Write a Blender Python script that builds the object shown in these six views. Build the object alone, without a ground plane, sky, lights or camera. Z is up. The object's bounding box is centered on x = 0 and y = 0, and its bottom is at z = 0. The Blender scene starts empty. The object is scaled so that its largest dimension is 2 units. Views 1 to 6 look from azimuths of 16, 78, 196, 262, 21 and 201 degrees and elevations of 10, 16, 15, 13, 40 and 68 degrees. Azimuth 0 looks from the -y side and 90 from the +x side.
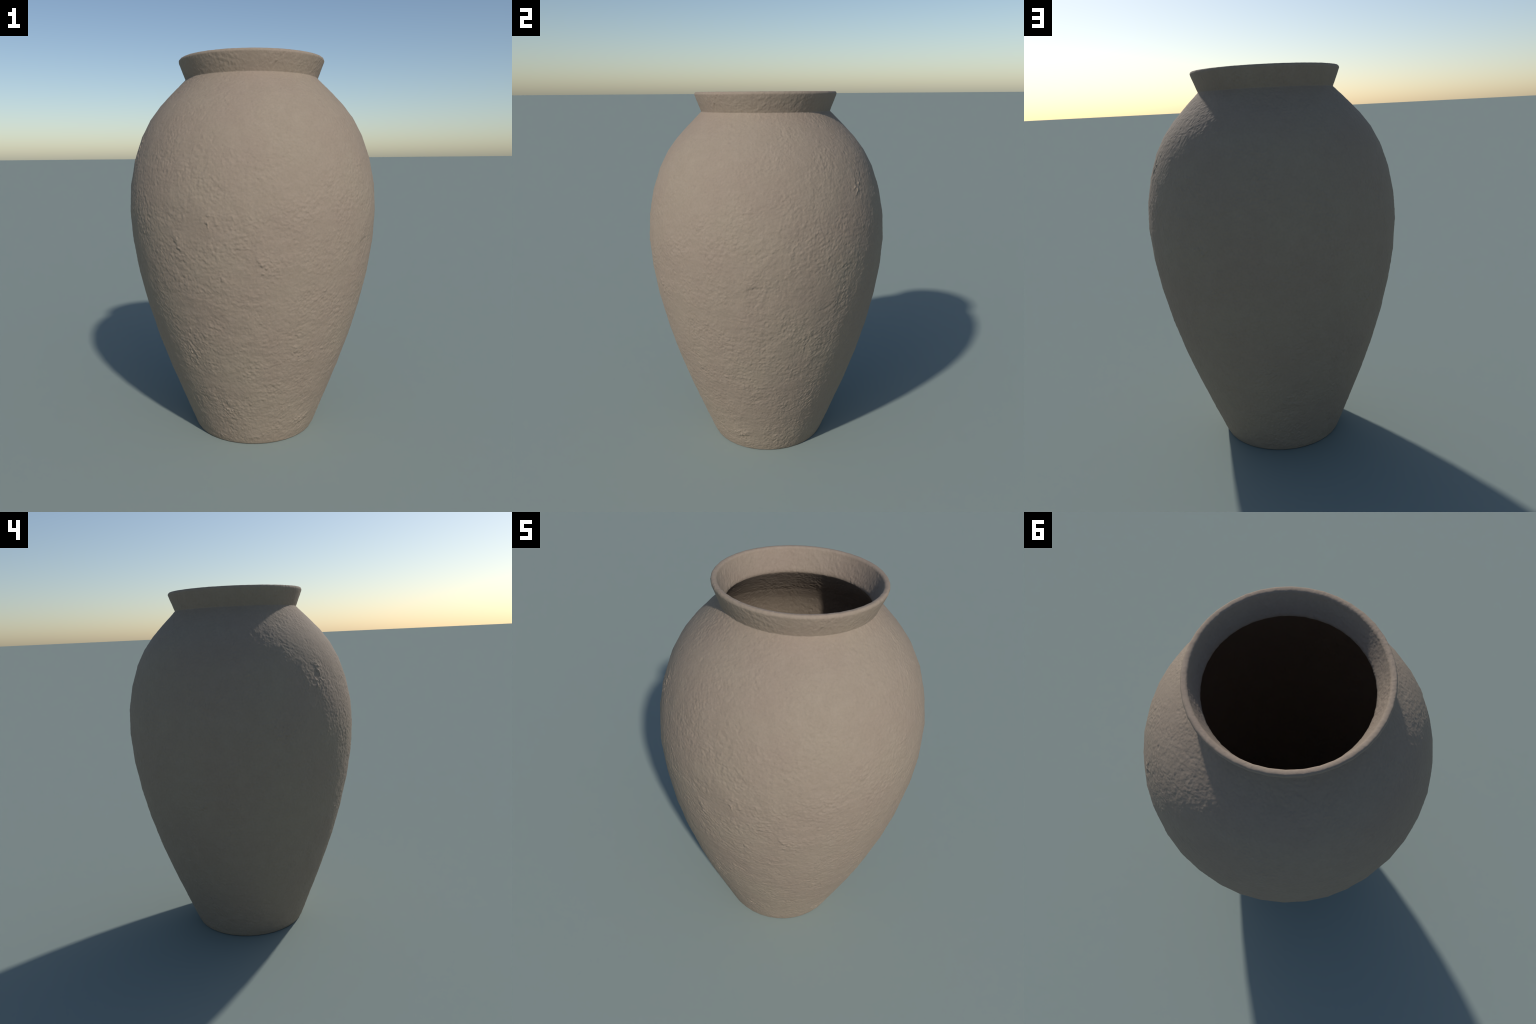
"""A plain hand-built clay storage jar: egg-shaped body on a narrow foot,
short flaring collar with a rounded lip, hollow inside.

The jar is one lathe: a profile (radius, height) is turned round the z axis as a
40-sided form (the body shows faint facets in its outline), meshed finely, and
its rough plaster-like skin is displaced in the mesh.  The surface is then split
into body / collar / base, sharing one set of normals so no seam shows.
"""
import bpy
import numpy as np

RELIEF = 1.02                # strength of the rough skin
SIDES = 40                # facets round the jar
SUB = 32                  # fine columns per facet
NCOL = SIDES * SUB

# ------------------------------------------------------------------ profile
# outer wall, foot to neck crease: (radius, height)
OUTER = [(0.3300, 0.000), (0.3398, 0.020), (0.4034, 0.185), (0.4720, 0.365),
         (0.5335, 0.545), (0.5838, 0.720), (0.6240, 0.897), (0.6495, 1.063),
         (0.6597, 1.222), (0.6512, 1.357), (0.6244, 1.490), (0.5838, 1.606),
         (0.5378, 1.692), (0.4834, 1.763), (0.4238, 1.825), (0.3485, 1.8985)]
# collar: flares outwards, rolls over a rounded lip, back down to the throat
COLLAR = [(0.3485, 1.8985), (0.3806, 1.9820), (0.3823, 1.9885), (0.3803, 1.9950),
          (0.3762, 1.9993), (0.3695, 2.0000), (0.3620, 1.9986), (0.3570, 1.9938),
          (0.3542, 1.9855), (0.3246, 1.8918)]
WALL = 0.024              # wall thickness of the body
FLOOR = 0.045             # height of the inside floor


def inner_profile():
    """Inside wall: the outer wall moved inwards by the wall thickness."""
    o = np.array(OUTER)
    t = np.gradient(o, axis=0)
    t /= np.linalg.norm(t, axis=1)[:, None]
    n = np.stack([-t[:, 1], t[:, 0]], 1)
    inn = (o + n * WALL)[::-1]
    inn = [tuple(p) for p in inn[1:] if p[1] > FLOOR + 0.05]
    return [COLLAR[-1]] + inn + [(0.325, FLOOR)]


def catmull(pts, spacing):
    """Two samplings of a control polygon at the same parameters:
    along the straight segments, and along a smooth curve through the points."""
    p = np.array(pts, float)
    ext = np.vstack([2 * p[0] - p[1], p, 2 * p[-1] - p[-2]])
    flat, smooth = [], []
    for i in range(len(p) - 1):
        a, b, c, d = ext[i], ext[i + 1], ext[i + 2], ext[i + 3]
        L = np.linalg.norm(c - b)
        k = max(1, int(round(L / spacing)))
        # centripetal tangents keep the curve from overshooting
        d1 = max(np.linalg.norm(b - a), 1e-6)
        d3 = max(np.linalg.norm(d - c), 1e-6)
        m1 = ((b - a) / d1 + (c - b) / L) * 0.5 * L
        m2 = ((c - b) / L + (d - c) / d3) * 0.5 * L
        for j in range(k):
            u = j / k
            flat.append(b + (c - b) * u)
            h00, h10 = 2*u**3 - 3*u**2 + 1, u**3 - 2*u**2 + u
            h01, h11 = -2*u**3 + 3*u**2, u**3 - u**2
            smooth.append(h00 * b + h10 * m1 + h01 * c + h11 * m2)
    flat.append(p[-1]); smooth.append(p[-1])
    return np.array(flat), np.array(smooth)


# ------------------------------------------------------------------ noise
def hash3(ix, iy, iz, seed):
    h = (ix.astype(np.uint32) * np.uint32(374761393)
         + iy.astype(np.uint32) * np.uint32(668265263)
         + iz.astype(np.uint32) * np.uint32(2147483647 - 58)
         + np.uint32((seed * 362437 + 12345) & 0xffffffff))
    h = (h ^ (h >> np.uint32(13))) * np.uint32(1274126177)
    h = (h ^ (h >> np.uint32(16))) * np.uint32(2246822519)
    return h ^ (h >> np.uint32(15))


GRAD = np.array([(1, 1, 0), (-1, 1, 0), (1, -1, 0), (-1, -1, 0),
                 (1, 0, 1), (-1, 0, 1), (1, 0, -1), (-1, 0, -1),
                 (0, 1, 1), (0, -1, 1), (0, 1, -1), (0, -1, -1),
                 (1, 1, 0), (-1, 1, 0), (0, -1, 1), (0, -1, -1)], np.float32)


def perlin(p, scale, seed):
    """Gradient noise, roughly -1..1; scale = cells per metre."""
    q = (p * scale + 100.0 + seed * 0.37).astype(np.float32)
    i = np.floor(q).astype(np.int64)
    f = q - i
    w = f * f * f * (f * (f * 6 - 15) + 10)
    out = np.zeros(len(q), np.float32)
    for dx in (0, 1):
        wx = w[:, 0] if dx else 1 - w[:, 0]
        for dy in (0, 1):
            wy = w[:, 1] if dy else 1 - w[:, 1]
            for dz in (0, 1):
                wz = w[:, 2] if dz else 1 - w[:, 2]
                g = GRAD[hash3(i[:, 0] + dx, i[:, 1] + dy, i[:, 2] + dz, seed) & np.uint32(15)]
                dot = (g[:, 0] * (f[:, 0] - dx) + g[:, 1] * (f[:, 1] - dy)
                       + g[:, 2] * (f[:, 2] - dz))
                out += wx * wy * wz * dot
    return out


# ------------------------------------------------------------------ skin relief
# single marks left in the clay: (kind, azimuth deg from +x, height, length, width, depth m, tilt deg)
# ledge = a small step, gouge = an elongated dent (negative depth: a lump)
MARKS = [
    ('ledge', -107.2, 1.112, 0.034, 0.012, 0.0017, -52), ('gouge', -110.5, 1.075, 0.030, 0.010, 0.0014, -35),
    ('ledge', -105.5, 1.075, 0.018, 0.010, 0.0011, -40),
    ('ledge', -89.6, 1.222, 0.026, 0.013, 0.0017, -62), ('ledge', -92.0, 1.240, 0.024, 0.011, 0.0012, -12),
    ('gouge', -94.5, 1.232, 0.012, 0.018, -0.0012, -50),
    ('gouge', -50.6, 0.556, 0.024, 0.009, 0.0024, -4), ('gouge', -52.6, 0.548, 0.010, 0.007, 0.0012, 20),
    ('ledge', -49.5, 0.590, 0.016, 0.009, 0.0012, 55),
    ('ledge', -92.2, 0.258, 0.026, 0.012, 0.0016, -28), ('ledge', -88.8, 0.224, 0.022, 0.012, 0.0017, -78),
    ('gouge', -95.0, 0.240, 0.014, 0.020, -0.0015, -40),
    ('ledge', -18.0, 1.104, 0.060, 0.030, 0.0016, 48), ('gouge', -21.0, 1.114, 0.045, 0.034, -0.0018, 40),
    ('gouge', -15.4, 1.092, 0.040, 0.022, 0.0012, 25),
    ('ledge', 35.9, 1.575, 0.036, 0.011, 0.0019, 96), ('gouge', 37.6, 1.530, 0.014, 0.008, 0.0015, 80),
    ('gouge', 42.5, 1.600, 0.014, 0.007, 0.0012, 60),
    ('ledge', -33.0, 0.108, 0.045, 0.016, 0.0024, 28), ('gouge', -36.5, 0.118, 0.026, 0.018, -0.0016, 10),
    ('crust', -143.4, 1.550, 0.060, 0.034, 0.0034, -58), ('crust', -147.0, 1.490, 0.050, 0.030, 0.0024, -58), ('ledge', -145.2, 1.566, 0.036, 0.012, 0.0020, -58),
    ('gouge', -146.4, 1.535, 0.022, 0.012, 0.0016, -60),
    ('gouge', 47.6, 1.812, 0.055, 0.004, 0.0011, 6),
    ('ledge', -55.0, 1.545, 0.022, 0.010, 0.0010, -18), ('ledge', -71.2, 1.018, 0.018, 0.009, 0.0012, -25),
    ('gouge', -109.2, 0.548, 0.035, 0.013, 0.0018, -35), ('gouge', 14.5, 0.965, 0.060, 0.007, 0.0012, 22),
    ('ledge', -1.0, 1.258, 0.024, 0.012, 0.0012, 80), ('gouge', -23.6, 0.937, 0.045, 0.005, 0.0011, 0),
    ('gouge', -23.0, 0.915, 0.040, 0.005, 0.0010, 0),
    ('crust', -92.0, 1.215, 0.045, 0.035, 0.0030, -45), ('crust', -106.0, 1.100, 0.050, 0.035, 0.0030, -50),
    ('crust', 36.5, 1.550, 0.055, 0.030, 0.0032, 85), ('crust', -92.0, 0.235, 0.055, 0.040, 0.0034, -30),
    ('crust', -51.0, 0.560, 0.055, 0.035, 0.0028, 0), ('crust', -34.0, 0.110, 0.060, 0.040, 0.0034, 20),
    ('crust', -70.0, 1.010, 0.040, 0.030, 0.0024, -30), ('crust', -110.0, 0.560, 0.060, 0.035, 0.0028, -40),
    # scrapes on the collar
    ('gouge', -56.5, 1.945, 0.055, 0.010, -0.0011, 52), ('gouge', -54.0, 1.947, 0.050, 0.006, 0.0007, 52),
    ('gouge', -30.7, 1.955, 0.045, 0.004, 0.0008, 0), ('gouge', -30.0, 1.942, 0.050, 0.004, 0.0008, -2),
    ('gouge', -31.5, 1.930, 0.040, 0.004, 0.0007, 2), ('gouge', 15.0, 1.945, 0.030, 0.005, 0.0008, 45),
    ('gouge', 95.0, 1.945, 0.045, 0.008, -0.0010, 48), ('gouge', -150.0, 1.940, 0.045, 0.004, 0.0008, 3),
    # marks carried on round the far side
    ('ledge', 78.0, 1.180, 0.040, 0.013, 0.0017, 60), ('gouge', 101.0, 0.640, 0.030, 0.010, 0.0018, -10),
    ('crust', 76.0, 1.190, 0.060, 0.035, 0.0034, 60), ('crust', 100.0, 1.500, 0.050, 0.030, 0.0030, 80),
    ('crust', 150.0, 0.890, 0.060, 0.040, 0.0034, 30), ('crust', -170.0, 1.280, 0.050, 0.035, 0.0034, -50),
    ('ledge', 128.0, 1.420, 0.035, 0.013, 0.0018, -50), ('ledge', 152.0, 0.880, 0.045, 0.015, 0.0019, 35),
    ('gouge', 171.0, 1.300, 0.022, 0.016, -0.0018, 20), ('gouge', -168.0, 0.360, 0.035, 0.011, 0.0018, 12),
    ('ledge', 66.0, 0.300, 0.035, 0.013, 0.0018, -35), ('gouge', -135.0, 0.850, 0.028, 0.010, 0.0016, -45),
]


def relief(p, skin, coarse):
    """Height of the rough skin at the points p, in metres.
    coarse: 1 where layers and crusts may sit, 0 on the collar and inside."""
    warp = np.stack([perlin(p, 11.0, k) for k in (11, 12, 13)], 1) * 0.009
    q = p + warp
    lumps = perlin(p, 8.0, 1) * 0.0017 + perlin(q, 17.0, 2) * 0.0012
    # wiped-on layers: low plateaus with broken edges, wider than high
    lay = q * np.array([12.0, 12.0, 26.0], np.float32)
    plate = np.tanh(5.0 * (perlin(lay, 1.0, 41) + 0.35 * perlin(q, 48.0, 42) - 0.05))
    lay2 = q * np.array([20.0, 20.0, 42.0], np.float32)
    plate2 = np.tanh(5.0 * (perlin(lay2, 1.0, 43) + 0.35 * perlin(q, 70.0, 44)))
    low = np.clip((1.55 - p[:, 2]) / 0.9, 0, 1)                # strongest on the lower half
    coarse = coarse * (1.0 - 0.75 * np.clip((p[:, 2] - 1.40) / 0.25, 0, 1))   # calm shoulder
    lumps *= 0.25 + 0.75 * coarse
    lumps += coarse * (plate * (0.0001 + 0.0003 * low) + plate2 * (0.00005 + 0.0001 * low))
    # crusts: patches of broken little lumps
    patch = np.clip(perlin(p, 7.0, 45) * 3.0 - 0.35, 0, 1)
    crumbs = np.clip(perlin(q, 58.0, 46) + 0.4 * perlin(q, 115.0, 47) - 0.02, 0, 1)
    lumps += coarse * patch * crumbs * 0.0022

    # the skin was smeared by hand: short strokes that lean one way or the other
    # in different patches; each leaning is noise stretched along a twist of the jar
    def stroke(twist, stretch_z, seed, scale):
        a = twist * (q[:, 2] - 1.0)
        c, d = np.cos(a), np.sin(a)
        t = np.stack([q[:, 0] * c - q[:, 1] * d, q[:, 0] * d + q[:, 1] * c, q[:, 2] * stretch_z], 1)
        return perlin(t.astype(np.float32), scale, seed)

    w1 = np.clip(0.5 + 1.6 * perlin(p, 5.0, 21), 0, 1)
    w2 = np.clip(0.5 + 1.6 * perlin(p, 5.0, 22), 0, 1)
    lean_r = stroke(-1.6, 0.45, 31, 66.0)
    lean_l = stroke(1.6, 0.45, 32, 66.0)
    flat = stroke(0.0, 2.0, 33, 38.0)
    strokes = w2 * (w1 * lean_r + (1 - w1) * lean_l) + (1 - w2) * flat
    m1 = perlin(q, 33.0, 3)
    m2 = perlin(q, 64.0, 4)
    m3 = perlin(q, 112.0, 5)
    # soft rounded pads with narrower valleys between them, like leather
    n6 = perlin(q, 44.0, 6) + 0.45 * perlin(q, 90.0, 9)
    pads = np.sqrt(n6 * n6 + 0.11 ** 2)
    rough = 0.95 + 0.50 * np.clip(perlin(p, 7.5, 7) * 2.0, -1, 1)
    rough *= 1.0 - 0.25 * np.clip((p[:, 2] - 1.40) / 0.30, 0, 1)      # smoother towards the neck
    h = lumps + rough * RELIEF * (m1 * 0.0009 + strokes * 0.0006 + m2 * 0.0012 + m3 * 0.0007 + pads * 0.0011)
    # sparse deeper pits
    pit = np.clip(perlin(q, 34.0, 8) - 0.50, 0, 1)
    h -= pit * 0.004
    az = np.arctan2(p[:, 1], p[:, 0])
    rad = np.hypot(p[:, 0], p[:, 1])
    for kind, a, z, length, width, depth, tilt in MARKS:
        da = (az - np.radians(a) + np.pi) % (2 * np.pi) - np.pi
        x, y = da * rad, p[:, 2] - z
        near = (np.abs(x) < 0.15) & (np.abs(y) < 0.15)
        c, s = np.cos(np.radians(tilt)), np.sin(np.radians(tilt))
        # slight wander so that no mark is straight
        u, v = (x * c + y * s)[near], (-x * s + y * c)[near]
        v = v + 0.35 * width * np.sin(u / length * 4.0) + 0.007 * perlin(p[near], 30.0, 51)
        if kind == 'crust':
            g = depth * np.exp(-(u / length) ** 2 - (v / width) ** 2) * (0.35 + 2.4 * crumbs[near])
        elif kind == 'gouge':
            g = -depth * np.exp(-(u / length) ** 2 - (v / width) ** 2)
        else:
            g = depth * np.tanh(v / (width * 0.35)) * np.exp(-(u / length) ** 2 - (v / (2.2 * width)) ** 2)
        h[near] += 1.0 * g
    return h * skin


# ------------------------------------------------------------------ build the lathe grid
rows_f, rows_s, region = [], [], []


def add(pts, spacing, reg):
    f, s = catmull(pts, spacing)
    if rows_f:                      # first point repeats the last one of the run before
        f, s = f[1:], s[1:]
    rows_f.extend(f); rows_s.extend(s)
    region.extend([reg] * len(f))


BODY, RIM, BASE = 0, 1, 2
add([(0.010, 0.004), (0.20, 0.004), (0.3180, 0.0015), OUTER[0]], 0.02, BASE)
add(OUTER, 0.0033, BODY)
add(COLLAR, 0.0035, RIM)
INNER = inner_profile()
THROAT = len(rows_f) - 1                     # row of the throat edge
add(INNER[:3], 0.0045, BODY)
add(INNER[2:], 0.0085, BODY)
add([(0.325, FLOOR), (0.20, FLOOR), (0.010, FLOOR)], 0.02, BASE)
RF, RS = np.array(rows_f), np.array(rows_s)
region = np.array(region)
NROW = len(RF)

theta = np.arange(NCOL) * 2 * np.pi / NCOL
step = 2 * np.pi / SIDES
delta = (theta % step) - step / 2
facet = np.cos(step / 2) / np.cos(delta)         # polygon radius / circle radius


def grid(r, z):
    rr = r[:, None] if r.ndim == 1 else r
    x = rr * np.cos(theta)[None, :]
    y = rr * np.sin(theta)[None, :]
    return np.stack([x, y, np.broadcast_to(z[:, None], x.shape)], 2)


P_smooth = grid(RS[:, 0], RS[:, 1])
P_facet = grid(RF[:, 0][:, None] * facet[None, :], RF[:, 1])


def grid_normals(P):
    dt = np.roll(P, -1, 1) - np.roll(P, 1, 1)
    ds = np.gradient(P, axis=0)
    n = np.cross(dt, ds)
    return n / np.maximum(np.linalg.norm(n, axis=2), 1e-12)[..., None]


N0 = grid_normals(P_smooth)
# the skin fades on the lip edge, the crease and the standing ring of the foot
zz, reg2 = RF[:, 1], region
skin_row = np.ones(NROW)
skin_row[reg2 == BASE] = 0.0
lip = np.clip((zz - 1.975) / 0.015, 0, 1)
skin_row[reg2 == RIM] = (1.0 - 0.25 * lip)[reg2 == RIM]
skin_row *= np.where(reg2 == BODY, np.clip((zz + 0.004) / 0.02, 0, 1), 1)
skin_row[(reg2 == BODY) & (zz < FLOOR + 0.01) & (RF[:, 0] < 0.326)] = 0
skin = np.repeat(skin_row, NCOL)
pts = P_smooth.reshape(-1, 3)
H = np.zeros(len(pts))
live = skin > 0
inside = np.arange(NROW) > THROAT
skin_row[inside & (region == BODY)] *= 0.8
skin = np.repeat(skin_row, NCOL)
coarse = np.repeat(((reg2 == BODY) & ~inside).astype(float), NCOL)
H[live] = relief(pts[live], skin[live], coarse[live])
H = H.reshape(NROW, NCOL)

S = P_smooth + N0 * H[..., None]
N = grid_normals(S)
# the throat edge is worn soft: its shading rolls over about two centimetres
arc = np.concatenate([[0], np.cumsum(np.linalg.norm(np.diff(RF, axis=0), axis=1))])
for k in np.nonzero(np.abs(arc - arc[THROAT]) < 0.04)[0]:
    w = np.exp(-((arc - arc[k]) / 0.011) ** 2) * np.gradient(arc)
    near = w > 1e-5
    soft = np.tensordot(w[near] / w[near].sum(), N0[near], axes=(0, 0))
    N[k] += soft / np.linalg.norm(soft, axis=1)[:, None] - N0[k]
N /= np.linalg.norm(N, axis=2)[..., None]
V = P_facet + N0 * H[..., None] * 0.6      # keep the outline as clean as the jar's
lo = V[..., 2].min()
V[..., 2] -= lo
V[..., 2] *= 2.0 / V[..., 2].max()


# ------------------------------------------------------------------ material
def clay_material():
    m = bpy.data.materials.new("fired_clay")
    m.use_nodes = True
    nt = m.node_tree
    nd, lk = nt.nodes, nt.links
    for n in list(nd):
        nd.remove(n)
    out = nd.new('ShaderNodeOutputMaterial')
    bsdf = nd.new('ShaderNodeBsdfPrincipled')
    bsdf.inputs['Roughness'].default_value = 0.85
    bsdf.inputs['Specular IOR Level'].default_value = 0.25
    lk.new(bsdf.outputs[0], out.inputs[0])
    tc = nd.new('ShaderNodeTexCoord')

    def noise(scale, detail=3.0, rough=0.5):
        n = nd.new('ShaderNodeTexNoise')
        n.inputs['Scale'].default_value = scale
        n.inputs['Detail'].default_value = detail
        n.inputs['Roughness'].default_value = rough
        lk.new(tc.outputs['Object'], n.inputs['Vector'])
        return n

    def ramp(src, stops):
        r = nd.new('ShaderNodeValToRGB')
        e = r.color_ramp.elements
        e[0].position, e[0].color = stops[0][0], (*stops[0][1], 1)
        e[1].position, e[1].color = stops[-1][0], (*stops[-1][1], 1)
        for pos, col in stops[1:-1]:
            k = e.new(pos); k.color = (*col, 1)
        lk.new(src, r.inputs['Fac'])
        return r

    def mix(kind, fac, a, b):
        x = nd.new('ShaderNodeMix')
        x.data_type = 'RGBA'
        x.blend_type = kind
        if isinstance(fac, float):
            x.inputs['Factor'].default_value = fac
        else:
            lk.new(fac, x.inputs['Factor'])
        lk.new(a, x.inputs['A'])
        lk.new(b, x.inputs['B'])
        return x.outputs['Result']

    # slow drift between a pinkish and a yellowish clay
    drift = noise(3.2, 3.0)
    base = ramp(drift.outputs['Fac'], [(0.35, BASE_A), (0.65, BASE_B)]).outputs['Color']
    # fine speckle
    speck = noise(95.0, 4.0, 0.6)
    sp = ramp(speck.outputs['Fac'], [(0.25, (0.93, 0.93, 0.93)), (0.5, (1, 1, 1)), (0.75, (1.05, 1.05, 1.05))])
    col = mix('MULTIPLY', 1.0, base, sp.outputs['Color'])
    # faint pale mottling
    mott = noise(16.0, 4.0, 0.6)
    mo = ramp(mott.outputs['Fac'], [(0.30, (0.975, 0.972, 0.970)), (0.5, (1, 1, 1)), (0.70, (1.030, 1.034, 1.040))])
    col = mix('MULTIPLY', 1.0, col, mo.outputs['Color'])
    lk.new(col, bsdf.inputs['Base Color'])

    # fine grain of the skin, too small for the mesh
    g1, g2 = noise(70.0, 3.0, 0.55), noise(170.0, 3.0, 0.6)
    b1 = nd.new('ShaderNodeBump'); b1.inputs['Distance'].default_value = 0.0016
    b1.inputs['Strength'].default_value = 0.8
    b2 = nd.new('ShaderNodeBump'); b2.inputs['Distance'].default_value = 0.0005
    b2.inputs['Strength'].default_value = 0.7
    lk.new(g1.outputs['Fac'], b1.inputs['Height'])
    lk.new(g2.outputs['Fac'], b2.inputs['Height'])
    lk.new(b1.outputs['Normal'], b2.inputs['Normal'])
    lk.new(b2.outputs['Normal'], bsdf.inputs['Normal'])
    return m


BASE_A = (0.291, 0.228, 0.177)
BASE_B = (0.298, 0.240, 0.183)
CLAY = clay_material()

# ------------------------------------------------------------------ meshes by region
flatV = V.reshape(-1, 3)
flatN = N.reshape(-1, 3)
i = np.arange(NROW - 1)[:, None]
j = np.arange(NCOL)[None, :]
jn = (j + 1) % NCOL
quads = np.stack([i * NCOL + j, i * NCOL + jn, (i + 1) * NCOL + jn, (i + 1) * NCOL + j], 2)
row_region = region[1:]                      # a face belongs to the run of its upper row


def make_part(name, reg):
    sel = quads[row_region == reg].reshape(-1, 4)
    faces = [sel]
    tris = np.zeros((0, 3), np.int64)
    verts, norms = flatV, flatN
    if reg == BASE:                          # close the two discs with a centre point
        c0, c1 = len(flatV), len(flatV) + 1
        verts = np.vstack([flatV, [[0, 0, flatV[0, 2]], [0, 0, flatV[-1, 2]]]])
        norms = np.vstack([flatN, [[0, 0, -1], [0, 0, 1]]])
        k = np.arange(NCOL); kn = (k + 1) % NCOL
        last = (NROW - 1) * NCOL
        tris = np.vstack([np.stack([np.full(NCOL, c0), kn, k], 1),
                          np.stack([np.full(NCOL, c1), last + k, last + kn], 1)])
    used = np.unique(np.concatenate([sel.ravel(), tris.ravel()]))
    remap = np.full(len(verts), -1, np.int64)
    remap[used] = np.arange(len(used))
    loops = np.concatenate([remap[sel].ravel(), remap[tris].ravel()]).astype(np.int32)
    totals = np.concatenate([np.full(len(sel), 4), np.full(len(tris), 3)]).astype(np.int32)
    starts = np.concatenate([[0], np.cumsum(totals)[:-1]]).astype(np.int32)
    me = bpy.data.meshes.new(name)
    me.vertices.add(len(used))
    me.vertices.foreach_set('co', verts[used].astype(np.float32).ravel())
    me.loops.add(len(loops))
    me.loops.foreach_set('vertex_index', loops)
    me.polygons.add(len(totals))
    me.polygons.foreach_set('loop_start', starts)
    me.polygons.foreach_set('loop_total', totals)
    me.update(calc_edges=True)
    me.validate()
    me.polygons.foreach_set('use_smooth', np.ones(len(totals), bool))
    me.normals_split_custom_set_from_vertices([tuple(v) for v in norms[used].tolist()])
    me.materials.append(CLAY)
    ob = bpy.data.objects.new(name, me)
    bpy.context.scene.collection.objects.link(ob)
    return ob


root = bpy.data.objects.new("clay_jar", None)
bpy.context.scene.collection.objects.link(root)
root["label"] = "tall rough beige clay jar with flared collar and open mouth"
root["category"] = "clay jar"
for nm, rg in (("body", BODY), ("rim", RIM), ("base", BASE)):
    o = make_part(nm, rg)
    o.parent = root
